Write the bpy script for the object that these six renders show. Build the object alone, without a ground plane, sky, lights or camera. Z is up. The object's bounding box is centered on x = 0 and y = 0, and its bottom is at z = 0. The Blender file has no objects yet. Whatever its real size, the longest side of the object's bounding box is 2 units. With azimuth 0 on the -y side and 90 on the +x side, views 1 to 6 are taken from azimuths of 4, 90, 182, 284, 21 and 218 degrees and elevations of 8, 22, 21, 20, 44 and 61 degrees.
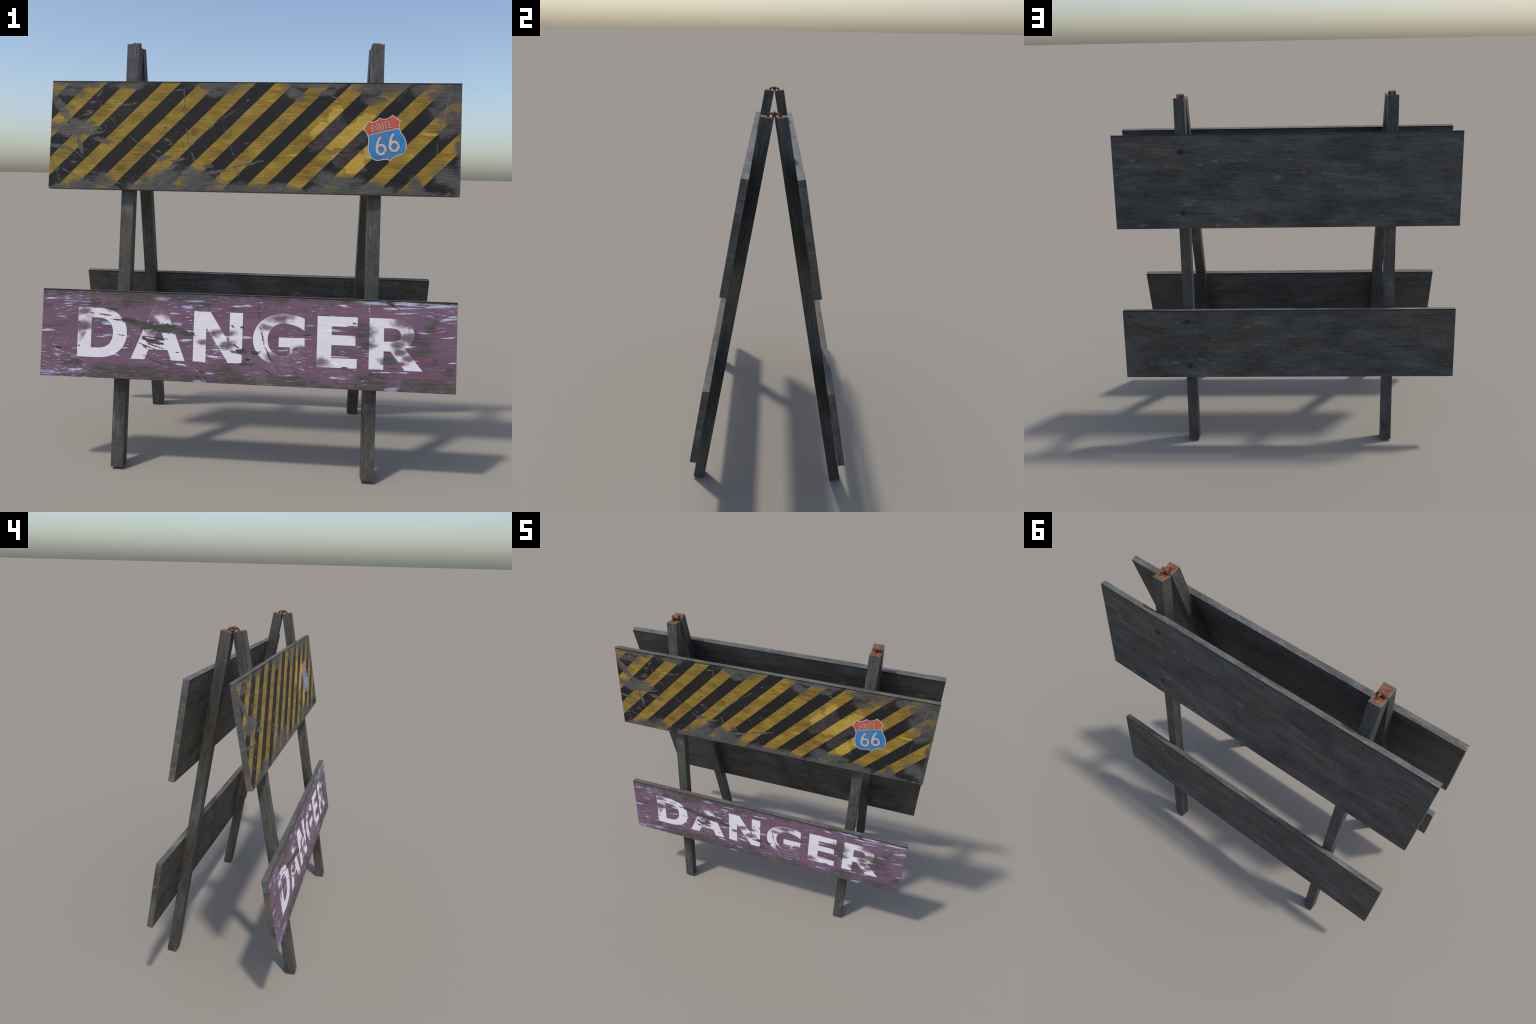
"""Weathered wooden A-frame road barricade: four legs, four boards, two rusty hinges.

Everything is laid out in the plane of one leaning frame (x along the boards,
z up the slope, y into the frame) and leaned by LEAN; the second frame is the
same thing turned half round.
"""
import math
import random

import bmesh
import bpy
from mathutils import Matrix, Vector

random.seed(7)

# ---------------------------------------------------------------- dimensions
LEAN = math.radians(10.0)
APEX_Y, APEX_Z = 0.0018, 1.972          # inner top edge of a leg
LEG_LENGTH, LEG_SIDE, LEG_X = 2.0025, 0.0583, 0.579
BOARD_HALF, BOARD_THICK = 0.9530, 0.0320
UPPER = (0.1918, 0.7054)               # distance down the slope: top and bottom of the board
LOWER = (1.1806, 1.5874)
FACE = -BOARD_THICK / 2                # local y of the outer face of a board

# ------------------------------------------------- worn places, scratches, paint
# Each is a brush stroke (x1, z1, x2, z2, half width) in metres on the board.
STRIPE_BARE = [
    (-0.951, 0.193, -0.853, 0.058, 0.0236), (-0.902, 0.028, -0.748, 0.033, 0.0474), (-0.857, 0.065, -0.826, 0.043, 0.0304),
    (-0.848, 0.021, -0.803, 0.018, 0.0407), (-0.952, 0.038, -0.871, 0.032, 0.0167), (-0.742, -0.014, -0.655, -0.038, 0.0144),
    (-0.949, -0.052, -0.866, -0.062, 0.0114), (-0.820, -0.019, -0.796, -0.081, 0.0133), (-0.885, -0.057, -0.828, -0.081, 0.0074),
    (-0.431, -0.111, -0.373, -0.096, 0.0151), (-0.383, -0.125, -0.297, -0.105, 0.0089), (-0.378, -0.157, -0.343, -0.138, 0.0122),
    (-0.214, -0.140, -0.171, -0.139, 0.0101), (-0.199, -0.175, -0.114, -0.156, 0.0094), (-0.022, -0.131, 0.028, -0.121, 0.007),
]
STRIPE_SCRATCHES = [
    (-0.772, 0.007, -0.698, 0.014, 0.0074), (-0.911, -0.152, -0.816, -0.198, 0.0034), (-0.949, -0.105, -0.918, -0.170, 0.0033),
    (-0.918, -0.170, -0.892, -0.236, 0.0033), (-0.926, -0.165, -0.906, -0.165, 0.0096), (-0.907, -0.079, -0.827, -0.103, 0.0034),
    (-0.921, -0.097, -0.864, -0.115, 0.0026), (-0.828, -0.081, -0.774, -0.120, 0.0034), (-0.784, -0.157, -0.705, -0.188, 0.0033),
    (-0.705, -0.188, -0.678, -0.188, 0.0089), (-0.675, -0.199, -0.588, -0.240, 0.0036), (-0.817, 0.179, -0.802, 0.179, 0.0074),
    (-0.861, 0.131, -0.844, 0.131, 0.0084), (-0.798, 0.093, -0.758, 0.106, 0.0067), (-0.778, 0.113, -0.753, 0.114, 0.0052),
    (-0.760, 0.156, -0.745, 0.156, 0.0074), (-0.735, 0.183, -0.714, 0.207, 0.0067), (-0.719, 0.158, -0.709, 0.136, 0.0033),
    (-0.696, 0.129, -0.655, 0.135, 0.0044), (-0.644, 0.155, -0.635, 0.155, 0.0044), (-0.672, 0.089, -0.647, 0.062, 0.0033),
    (-0.745, -0.120, -0.730, -0.120, 0.0044), (-0.847, -0.131, -0.824, -0.130, 0.0052), (-0.624, 0.141, -0.536, 0.152, 0.0041),
    (-0.475, 0.187, -0.374, 0.205, 0.0026), (-0.462, 0.166, -0.443, 0.166, 0.0044), (-0.320, 0.241, -0.307, 0.086, 0.0036),
    (-0.302, 0.035, -0.284, -0.044, 0.004), (-0.322, -0.015, -0.307, -0.066, 0.003), (-0.273, -0.076, -0.249, -0.137, 0.0047),
    (-0.574, -0.001, -0.529, -0.037, 0.0029), (-0.514, -0.047, -0.476, -0.072, 0.0029), (-0.444, -0.064, -0.414, -0.082, 0.0052),
    (-0.465, -0.083, -0.431, -0.107, 0.0044), (-0.260, -0.029, -0.308, -0.080, 0.0033), (-0.398, -0.020, -0.376, -0.020, 0.0074),
    (-0.378, -0.038, -0.365, -0.038, 0.0065), (-0.329, 0.140, -0.319, 0.140, 0.005), (-0.403, 0.038, -0.390, 0.038, 0.0065),
    (-0.359, 0.212, -0.320, 0.223, 0.0052), (-0.056, 0.135, -0.147, 0.073, 0.0032), (-0.147, 0.073, -0.220, 0.015, 0.004),
    (-0.220, 0.015, -0.304, -0.073, 0.0029), (-0.126, 0.048, -0.097, -0.027, 0.0025), (-0.097, -0.027, -0.071, -0.101, 0.0025),
    (-0.102, 0.032, -0.090, 0.002, 0.0036), (-0.095, 0.022, -0.079, 0.024, 0.0029), (-0.230, 0.079, -0.211, 0.080, 0.0036),
    (-0.273, 0.003, -0.253, 0.004, 0.0043), (-0.082, -0.146, 0.007, -0.125, 0.0043), (0.028, -0.117, 0.063, -0.110, 0.0038),
    (-0.057, -0.144, -0.045, -0.183, 0.0029), (-0.123, -0.199, -0.100, -0.227, 0.0032), (-0.022, 0.170, -0.012, 0.170, 0.005),
    (-0.024, -0.029, -0.012, -0.029, 0.0058), (0.348, 0.203, 0.426, 0.167, 0.0035),
]
STRIPE_SMUDGES = [
    (-0.952, 0.248, -0.686, 0.250, 0.0315), (-0.905, 0.204, -0.803, 0.201, 0.0266), (-0.858, -0.242, -0.688, -0.239, 0.0407),
    (-0.733, -0.211, -0.662, -0.224, 0.0407), (-0.651, 0.239, -0.503, 0.247, 0.0296), (-0.608, -0.259, -0.250, -0.244, 0.0444),
    (-0.478, -0.220, -0.333, -0.192, 0.0518), (-0.250, 0.238, -0.055, 0.239, 0.036), (-0.205, 0.202, -0.126, 0.203, 0.0216),
    (-0.299, -0.195, -0.179, -0.221, 0.0648), (-0.096, -0.237, 0.076, -0.241, 0.0298), (0.184, 0.248, 0.382, 0.253, 0.0263),
    (0.168, 0.205, 0.214, 0.199, 0.035), (0.333, 0.207, 0.381, 0.221, 0.021), (0.065, -0.241, 0.188, -0.238, 0.0297),
    (0.327, -0.190, 0.395, -0.199, 0.0455), (0.276, -0.244, 0.396, -0.241, 0.021), (0.337, 0.242, 0.427, 0.246, 0.0204),
    (0.487, 0.229, 0.676, 0.230, 0.0442), (0.533, 0.173, 0.609, 0.177, 0.0245), (0.350, -0.207, 0.488, -0.194, 0.0374),
    (0.351, -0.242, 0.710, -0.234, 0.0238), (0.516, -0.225, 0.598, -0.216, 0.0238), (0.631, 0.246, 0.724, 0.246, 0.0252),
    (0.749, 0.225, 0.788, 0.232, 0.0315), (0.859, 0.215, 0.958, 0.201, 0.0792), (0.861, 0.120, 0.957, 0.070, 0.0525),
    (0.884, 0.033, 0.912, 0.044, 0.0315), (0.935, -0.024, 0.953, -0.074, 0.021), (0.871, -0.162, 0.956, -0.204, 0.056),
    (0.643, -0.254, 0.792, -0.247, 0.021), (0.748, -0.197, 0.770, -0.215, 0.0245),
]
STRIPE_FRESH = [
    (0.373, 0.079, 0.403, 0.122, 0.0238), (0.344, -0.003, 0.447, 0.024, 0.0665), (0.459, -0.026, 0.536, 0.067, 0.051),
    (0.426, -0.097, 0.492, -0.078, 0.0525), (0.462, -0.131, 0.500, -0.137, 0.0374), (0.513, -0.123, 0.514, -0.130, 0.0187),
    (0.526, -0.074, 0.526, -0.081, 0.0102), (0.539, 0.085, 0.556, 0.085, 0.0105), (0.310, 0.029, 0.338, 0.022, 0.021),
    (0.275, -0.041, 0.293, -0.040, 0.0091), (0.177, -0.085, 0.219, -0.084, 0.0049), (0.795, 0.022, 0.848, 0.022, 0.0077),
]
DANGER_GRIME = [
    (-0.626, 0.188, -0.279, 0.188, 0.0314), (-0.720, 0.142, -0.698, 0.157, 0.0259), (-0.638, 0.131, -0.595, 0.133, 0.0222),
    (-0.566, 0.151, -0.494, 0.154, 0.0216), (-0.699, -0.174, -0.358, -0.179, 0.0444), (-0.829, -0.134, -0.763, -0.131, 0.0216),
    (-0.325, 0.178, -0.124, 0.164, 0.0288), (-0.110, -0.147, -0.068, -0.145, 0.028), (-0.141, -0.187, 0.043, -0.182, 0.0288),
    (0.105, -0.179, 0.303, -0.183, 0.0297), (-0.311, -0.191, -0.162, -0.184, 0.018), (0.535, -0.166, 0.637, -0.151, 0.0408),
    (0.755, -0.169, 0.949, -0.180, 0.0323), (0.727, 0.037, 0.807, 0.027, 0.0363), (0.765, -0.026, 0.839, -0.023, 0.017),
    (0.823, 0.069, 0.852, 0.117, 0.0221), (0.519, 0.056, 0.567, 0.058, 0.0306), (0.541, -0.001, 0.582, 0.001, 0.0204),
    (0.635, -0.069, 0.675, -0.067, 0.0204), (0.911, -0.125, 0.930, -0.100, 0.0198), (0.319, 0.199, 0.641, 0.200, 0.0091),
    (0.683, 0.005, 0.717, 0.006, 0.017), (0.681, -0.029, 0.715, -0.028, 0.017),
]
DANGER_TORN = [
    (-0.574, 0.074, -0.468, 0.054, 0.013), (-0.478, 0.048, -0.301, 0.032, 0.0216), (-0.462, -0.015, -0.385, -0.033, 0.0101),
    (-0.320, 0.033, -0.240, 0.013, 0.0137), (-0.036, -0.055, 0.011, -0.053, 0.0126), (0.040, -0.057, 0.068, -0.056, 0.0091),
    (-0.017, -0.110, 0.013, -0.109, 0.0077), (0.019, -0.112, 0.050, -0.110, 0.0052),
]
DANGER_GOUGES = [
    (-0.490, -0.034, -0.413, -0.059, 0.0029), (-0.450, -0.034, -0.373, -0.055, 0.0036), (-0.473, -0.003, -0.353, -0.012, 0.0032),
    (-0.464, -0.043, -0.449, -0.057, 0.004), (-0.725, 0.097, -0.703, 0.096, 0.0026), (-0.688, 0.095, -0.627, 0.087, 0.003),
    (-0.621, 0.069, -0.570, 0.068, 0.0033), (-0.586, -0.001, -0.545, -0.004, 0.0022), (-0.458, -0.092, -0.411, -0.112, 0.0025),
    (-0.411, -0.112, -0.360, -0.130, 0.0025), (-0.311, -0.070, -0.298, -0.070, 0.0036), (-0.777, -0.053, -0.770, -0.060, 0.003),
    (-0.872, -0.071, -0.858, -0.071, 0.0067), (-0.044, -0.026, -0.022, -0.039, 0.0039), (0.017, -0.089, 0.034, -0.089, 0.0049),
    (-0.059, 0.065, -0.043, 0.053, 0.0028), (-0.013, 0.056, -0.003, 0.056, 0.0049), (0.075, 0.059, 0.095, -0.016, 0.0032),
    (0.101, -0.034, 0.127, -0.088, 0.0039), (0.064, 0.171, 0.070, 0.094, 0.0018), (0.093, -0.128, 0.132, -0.150, 0.0028),
    (0.145, -0.111, 0.181, -0.148, 0.0018), (0.232, -0.128, 0.247, -0.148, 0.0017), (-0.217, -0.138, -0.170, -0.164, 0.0032),
    (-0.212, -0.176, -0.183, -0.196, 0.0035), (0.273, 0.033, 0.307, 0.034, 0.0034), (0.230, -0.037, 0.245, -0.028, 0.0035),
    (0.648, 0.192, 0.697, 0.163, 0.0048), (0.447, -0.106, 0.479, -0.107, 0.0027), (0.467, 0.080, 0.501, 0.081, 0.002),
    (0.496, 0.093, 0.503, 0.093, 0.0035),
]
DANGER_FADED = [
    (-0.771, 0.104, -0.738, 0.106, 0.0185), (-0.769, 0.019, -0.734, 0.056, 0.0277), (-0.764, -0.017, -0.747, 0.005, 0.0144),
    (-0.441, 0.117, -0.355, 0.113, 0.027), (-0.444, 0.081, -0.418, 0.075, 0.018), (-0.448, 0.014, -0.416, 0.015, 0.0162),
    (-0.137, 0.026, -0.102, 0.028, 0.0162), (-0.093, -0.035, -0.054, -0.019, 0.0182), (-0.077, 0.025, -0.049, 0.026, 0.014),
    (-0.193, -0.021, -0.164, -0.020, 0.0123), (0.128, 0.100, 0.183, 0.109, 0.0238), (0.080, 0.059, 0.129, 0.061, 0.014),
    (0.127, -0.097, 0.283, -0.090, 0.0385), (0.233, -0.042, 0.295, -0.039, 0.021), (0.206, -0.064, 0.289, -0.064, 0.0245),
    (0.326, -0.091, 0.364, -0.090, 0.0204), (0.695, 0.111, 0.735, 0.106, 0.0297), (0.725, -0.055, 0.752, -0.054, 0.0181),
    (0.692, -0.080, 0.733, -0.078, 0.0115),
]
DANGER_CHIPS = [
    (-0.953, 0.157, -0.885, 0.160, 0.0048), (-0.954, 0.009, -0.888, 0.011, 0.0089), (-0.661, 0.057, -0.620, 0.048, 0.0111),
    (-0.687, -0.012, -0.651, -0.010, 0.0044), (-0.658, -0.004, -0.611, -0.002, 0.0054), (-0.879, 0.075, -0.827, 0.072, 0.0037),
    (-0.784, 0.013, -0.703, 0.016, 0.0036), (-0.565, -0.060, -0.539, -0.059, 0.0032), (-0.629, -0.084, -0.578, -0.096, 0.0067),
    (-0.324, 0.059, -0.285, 0.063, 0.0094), (-0.301, 0.027, -0.262, 0.032, 0.0086), (-0.426, 0.174, -0.361, 0.176, 0.0101),
    (-0.956, -0.189, -0.852, -0.188, 0.0148), (-0.816, -0.172, -0.750, -0.169, 0.0111), (-0.344, 0.106, -0.301, 0.108, 0.0049),
    (-0.071, 0.149, 0.045, 0.157, 0.0054), (-0.303, 0.168, -0.178, 0.167, 0.0072), (-0.284, 0.140, -0.245, 0.140, 0.0105),
    (-0.321, 0.058, -0.288, 0.059, 0.0086), (-0.301, 0.029, -0.234, 0.031, 0.0079), (-0.296, -0.015, -0.236, -0.013, 0.0091),
    (-0.176, -0.079, -0.087, -0.087, 0.0077), (-0.145, -0.051, -0.089, -0.049, 0.0043), (-0.108, 0.008, -0.055, 0.011, 0.005),
    (-0.006, 0.011, 0.036, 0.013, 0.0086), (0.275, 0.074, 0.318, 0.076, 0.0032), (0.232, 0.013, 0.318, 0.016, 0.0044),
    (-0.225, -0.198, -0.168, -0.199, 0.0119), (-0.173, -0.159, -0.127, -0.158, 0.0043), (0.164, -0.156, 0.243, -0.153, 0.0035),
    (-0.314, -0.123, -0.271, -0.127, 0.0058), (0.153, -0.043, 0.202, -0.041, 0.0028), (0.516, 0.185, 0.648, 0.192, 0.0112),
    (0.648, 0.192, 0.804, 0.187, 0.0122), (0.797, 0.182, 0.951, 0.187, 0.0116), (0.615, 0.165, 0.784, 0.168, 0.0061),
    (0.670, 0.144, 0.771, 0.148, 0.0048), (0.876, 0.125, 0.952, 0.130, 0.0068), (0.905, 0.136, 0.954, 0.138, 0.004),
    (0.361, 0.059, 0.461, 0.056, 0.0082), (0.381, 0.085, 0.450, 0.085, 0.0039), (0.375, -0.060, 0.478, -0.059, 0.0037),
    (0.393, -0.085, 0.441, -0.095, 0.0061), (0.582, -0.121, 0.697, -0.119, 0.004), (0.698, -0.117, 0.752, -0.115, 0.0048),
    (0.418, 0.175, 0.472, 0.170, 0.0068), (0.780, 0.063, 0.834, 0.060, 0.0027), (0.884, 0.042, 0.951, 0.048, 0.0043),
    (0.393, -0.154, 0.482, -0.158, 0.0054), (0.915, -0.067, 0.950, -0.065, 0.0033), (0.644, -0.195, 0.708, -0.192, 0.0116),
    (0.711, -0.001, 0.771, -0.002, 0.0075), (0.562, 0.175, 0.567, 0.141, 0.0024), (0.497, -0.013, 0.535, -0.011, 0.0034),
    (0.756, -0.064, 0.786, -0.064, 0.0034),
]

BOARD_FLECKS = [
    (-0.854, 0.121, -0.828, 0.121, 0.008), (-0.486, 0.093, -0.460, 0.093, 0.006), (-0.401, 0.114, -0.375, 0.110, 0.006),
    (-0.530, -0.102, -0.503, -0.102, 0.006), (-0.559, -0.121, -0.527, -0.121, 0.010), (-0.396, -0.239, -0.369, -0.239, 0.007),
    (-0.818, -0.236, -0.786, -0.236, 0.007), (-0.290, -0.208, -0.263, -0.208, 0.006), (-0.946, 0.044, -0.926, 0.044, 0.005),
    (-0.064, 0.020, -0.036, 0.020, 0.013), (0.090, 0.045, 0.104, 0.045, 0.005), (0.277, -0.028, 0.296, -0.028, 0.005),
]
LOWER_FLECKS = [
    (-0.652, 0.129, -0.629, 0.129, 0.007), (-0.676, -0.113, -0.643, -0.113, 0.008), (-0.524, -0.095, -0.500, -0.095, 0.006),
    (-0.628, -0.026, -0.612, -0.026, 0.004), (-0.244, 0.106, -0.224, 0.104, 0.006), (-0.812, -0.112, -0.795, -0.112, 0.005),
    (-0.441, 0.028, -0.421, 0.028, 0.005), (-0.790, 0.186, -0.770, 0.186, 0.005),
]
# knots: x, z, radius, length of the dark tail
UPPER_KNOTS = [(-0.576, 0.164, 0.0185, 0.075), (-0.575, -0.169, 0.0170, 0.095)]
LOWER_KNOTS = [(-0.582, 0.135, 0.0165, 0.060), (-0.579, -0.134, 0.0165, 0.030)]


# ------------------------------------------------------------------ node helper
class Nodes:
    """Short names for the nodes that the materials are made of."""

    def __init__(self, tree):
        self.tree = tree

    def new(self, kind, **settings):
        n = self.tree.nodes.new("ShaderNode" + kind)
        for k, v in settings.items():
            setattr(n, k, v)
        return n

    def put(self, socket, value):
        if isinstance(value, bpy.types.NodeSocket):
            self.tree.links.new(value, socket)
        elif hasattr(socket.default_value, "__len__") and not hasattr(value, "__len__"):
            socket.default_value = (value,) * len(socket.default_value)
        elif hasattr(value, "__len__") and len(socket.default_value) == 4 and len(value) == 3:
            socket.default_value = (*value, 1)
        else:
            socket.default_value = value

    def math(self, op, a, b=0.0, c=None, clamp=False):
        n = self.new("Math", operation=op, use_clamp=clamp)
        self.put(n.inputs[0], a)
        self.put(n.inputs[1], b)
        if c is not None:
            self.put(n.inputs[2], c)
        return n.outputs[0]

    def range(self, v, lo, hi, to_lo=0.0, to_hi=1.0, smooth=True):
        n = self.new("MapRange", interpolation_type="SMOOTHSTEP" if smooth else "LINEAR")
        for s, x in zip(n.inputs, (v, lo, hi, to_lo, to_hi)):
            self.put(s, x)
        return n.outputs[0]

    def mix(self, fac, a, b, blend="MIX"):
        n = self.new("Mix", data_type="RGBA", blend_type=blend)
        self.put(n.inputs[0], fac)
        self.put(n.inputs[6], a)
        self.put(n.inputs[7], b)
        return n.outputs[2]

    def vec(self, op, a, b=(0, 0, 0), c=None, scale=None):
        n = self.new("VectorMath", operation=op)
        self.put(n.inputs[0], a)
        self.put(n.inputs[1], b)
        if c is not None:
            self.put(n.inputs[2], c)
        if scale is not None:
            self.put(n.inputs[3], scale)
        return n.outputs["Value" if op == "LENGTH" else "Vector"]

    def scaled(self, v, scale, shift=(0, 0, 0)):
        n = self.new("Mapping")
        self.put(n.inputs["Vector"], v)
        n.inputs["Location"].default_value = shift
        n.inputs["Scale"].default_value = scale
        return n.outputs[0]

    def noise(self, v, scale=1.0, detail=3.0, rough=0.55, color=False, distort=0.0):
        n = self.new("TexNoise")
        self.put(n.inputs["Vector"], v)
        n.inputs["Scale"].default_value = scale
        n.inputs["Detail"].default_value = detail
        n.inputs["Roughness"].default_value = rough
        n.inputs["Distortion"].default_value = distort
        return n.outputs["Color" if color else "Fac"]

    def voronoi(self, v, scale=1.0):
        n = self.new("TexVoronoi")
        self.put(n.inputs["Vector"], v)
        n.inputs["Scale"].default_value = scale
        return n.outputs["Distance"], n.outputs["Color"]

    def ramp(self, v, *stops):
        n = self.new("ValToRGB")
        self.put(n.inputs[0], v)
        el = n.color_ramp.elements
        el[0].position, el[0].color = stops[0][0], (*stops[0][1], 1)
        el[1].position, el[1].color = stops[-1][0], (*stops[-1][1], 1)
        for at, col in stops[1:-1]:
            el.new(at).color = (*col, 1)
        return n.outputs[0]

    def object_coords(self):
        return self.new("TexCoord").outputs["Object"]

    def warp(self, v, amount, scale, detail=3.0):
        """Push the coordinates about by noise; longer along the grain."""
        c = self.noise(self.scaled(v, (scale * 0.45, scale, scale)), 1.0, detail, 0.65, color=True)
        c = self.vec("SUBTRACT", c, (0.5, 0.5, 0.5))
        return self.vec("ADD", v, self.vec("MULTIPLY", c, (amount * 2.2, 0, amount * 1.2)))


GROUPS = {}


def strokes_group(name, strokes):
    """Node group: distance to the nearest brush stroke, 0 on its spine and 1 at its rim."""
    if name in GROUPS:
        return GROUPS[name]
    tree = bpy.data.node_groups.new(name, "ShaderNodeTree")
    tree.interface.new_socket("Vector", in_out="INPUT", socket_type="NodeSocketVector")
    tree.interface.new_socket("Distance", in_out="OUTPUT", socket_type="NodeSocketFloat")
    k = Nodes(tree)
    at = tree.nodes.new("NodeGroupInput").outputs[0]
    best = None
    for i, (x1, z1, x2, z2, w) in enumerate(strokes):
        if i % 6 == 5:          # ties each batch to the one before, which keeps the shader compiler's memory small
            at = k.vec("MULTIPLY_ADD", best, (1e-9, 1e-9, 1e-9), at)
        n = k.new("Mapping", vector_type="TEXTURE")
        k.put(n.inputs["Vector"], at)
        n.inputs["Location"].default_value = ((x1 + x2) / 2, FACE, (z1 + z2) / 2)
        n.inputs["Rotation"].default_value = (0, -math.atan2(z2 - z1, x2 - x1), 0)
        n.inputs["Scale"].default_value = (math.hypot(x2 - x1, z2 - z1) / 2 + w, 1000, w)
        d = k.vec("LENGTH", n.outputs[0])
        best = d if best is None else k.math("MINIMUM", best, d)
    k.put(tree.nodes.new("NodeGroupOutput").inputs[0], best)
    GROUPS[name] = tree
    return tree


def stroke_distance(k, name, lst, v):
    n = k.new("Group")
    n.node_tree = strokes_group(name, lst)
    k.put(n.inputs[0], v)
    return n.outputs[0]


def strokes(k, name, lst, v, soft, rough=None, amount=0.0, reach=1.0):
    """1 inside the brush strokes; soft 0.1 is a hard rim, 1 a very soft one; rough noise eats into the rim."""
    d = stroke_distance(k, name, lst, v)
    if rough is not None:
        d = k.math("ADD", d, k.math("MULTIPLY", k.math("SUBTRACT", rough, 0.5), amount))
    return k.range(d, reach + soft, reach - soft)


def new_material(name):
    m = bpy.data.materials.new(name)
    m.use_nodes = True
    m.node_tree.nodes.clear()
    k = Nodes(m.node_tree)
    out = k.new("OutputMaterial")
    bsdf = k.new("BsdfPrincipled")
    m.node_tree.links.new(bsdf.outputs[0], out.inputs[0])
    return m, k, bsdf


def finish(k, bsdf, colour, rough=0.62, height=None, strength=0.35, distance=0.002, specular=0.18):
    k.put(bsdf.inputs["Base Color"], colour)
    k.put(bsdf.inputs["Roughness"], rough)
    bsdf.inputs["Specular IOR Level"].default_value = specular
    if height is not None:
        b = k.new("Bump")
        b.inputs["Strength"].default_value = strength
        b.inputs["Distance"].default_value = distance
        k.put(b.inputs["Height"], height)
        k.put(bsdf.inputs["Normal"], b.outputs[0])


# --------------------------------------------------------------------- wood
def wood(k, v, seed, along_z=False, fleck_amount=1.0, light=1.0):
    """Old grey timber: streaks along the grain, warm, cool and mossy patches, pale flecks. -> colour, height"""

    def grain(a, across, depth):
        return (depth, across, a) if along_z else (a, depth, across)

    v = k.vec("ADD", v, (seed * 3.7, seed * 1.3, seed * 5.1))
    fibre = k.noise(k.scaled(v, grain(7, 250, 70)), 1, 5, 0.65)
    streak = k.noise(k.scaled(v, grain(6.5, 80, 20)), 1, 6, 0.66)
    cloud = k.noise(k.scaled(v, grain(4.5, 15, 8)), 1, 6, 0.66)
    tint = k.noise(k.scaled(v, grain(2.2, 4.5, 4.0), (4, 9, 2)), 1, 4, 0.55)
    tint_b = k.noise(k.scaled(v, grain(3.6, 8.5, 6.0), (14, 3, 7)), 1, 4, 0.6)
    value = k.math("ADD", k.math("MULTIPLY", fibre, 0.28), k.math("ADD", k.math("MULTIPLY", streak, 0.30), k.math("MULTIPLY", cloud, 0.42)))
    speck = k.noise(k.scaled(v, grain(55, 150, 120), (3, 3, 3)), 1, 3, 0.65)
    value = k.math("ADD", k.math("MULTIPLY", value, 0.76), k.math("MULTIPLY", speck, 0.24))
    L = light * 0.93
    colour = k.ramp(value, (0.395, (0.030 * L, 0.029 * L, 0.0275 * L)), (0.465, (0.068 * L, 0.066 * L, 0.0595 * L)),
                    (0.53, (0.093 * L, 0.090 * L, 0.082 * L)), (0.61, (0.150 * L, 0.146 * L, 0.137 * L)))
    colour = k.mix(k.range(tint, 0.49, 0.66), colour, k.mix(1.0, colour, (0.99, 1.0, 1.05), "MULTIPLY"))
    colour = k.mix(k.range(tint, 0.48, 0.34), colour, k.mix(1.0, colour, (1.09, 0.98, 0.86), "MULTIPLY"))
    colour = k.mix(k.range(tint_b, 0.54, 0.70, 0, 0.8), colour, k.mix(1.0, colour, (0.84, 0.87, 0.76), "MULTIPLY"))
    blotch = k.noise(k.scaled(v, grain(2.4, 6.0, 5.0), (21, 5, 13)), 1, 5, 0.62)
    colour = k.mix(k.range(blotch, 0.50, 0.36, 0, 0.75), colour, k.mix(1.0, colour, (0.62, 0.62, 0.62), "MULTIPLY"))
    colour = k.mix(k.range(blotch, 0.54, 0.68, 0, 0.6), colour, k.mix(1.0, colour, (1.35, 1.35, 1.34), "MULTIPLY"))
    # short dark checks that follow the grain
    check = k.noise(k.scaled(v, grain(14, 170, 60), (31, 8, 5)), 1, 2, 0.5)
    colour = k.mix(k.range(check, 0.69, 0.77, 0, 0.6), colour, (0.022, 0.021, 0.019))
    # pale flecks
    fv = k.scaled(v, grain(22, 85, 30), (5, 2, 8))
    fv = k.vec("ADD", fv, k.vec("SCALE", k.noise(fv, 2.2, 3, 0.6, color=True), scale=0.9))
    dist, cell = k.voronoi(fv)
    pick = k.new("SeparateColor")
    k.put(pick.inputs[0], cell)
    fleck = k.math("MULTIPLY", k.range(dist, 0.42, 0.18), k.range(pick.outputs[0], 0.88, 1.0))
    colour = k.mix(k.math("MULTIPLY", fleck, 0.45 * fleck_amount), colour, (0.185, 0.192, 0.190))
    return colour, k.math("ADD", k.math("MULTIPLY", fibre, 0.6), k.math("MULTIPLY", streak, 0.6))


def leg_material(seed):
    m, k, bsdf = new_material("weathered_leg_wood")
    v = k.object_coords()
    colour, h = wood(k, v, seed, along_z=True, fleck_amount=0.35, light=0.86)
    # a few long pale scrapes running with the grain
    scrape = k.noise(k.scaled(v, (95, 95, 5.5), (seed, 3, seed * 2)), 1, 1.5, 0.5)
    colour = k.mix(k.range(scrape, 0.715, 0.77, 0, 0.55), colour, (0.20, 0.21, 0.225))
    finish(k, bsdf, colour, 0.60, h, 0.5, specular=0.27)
    return m


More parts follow.
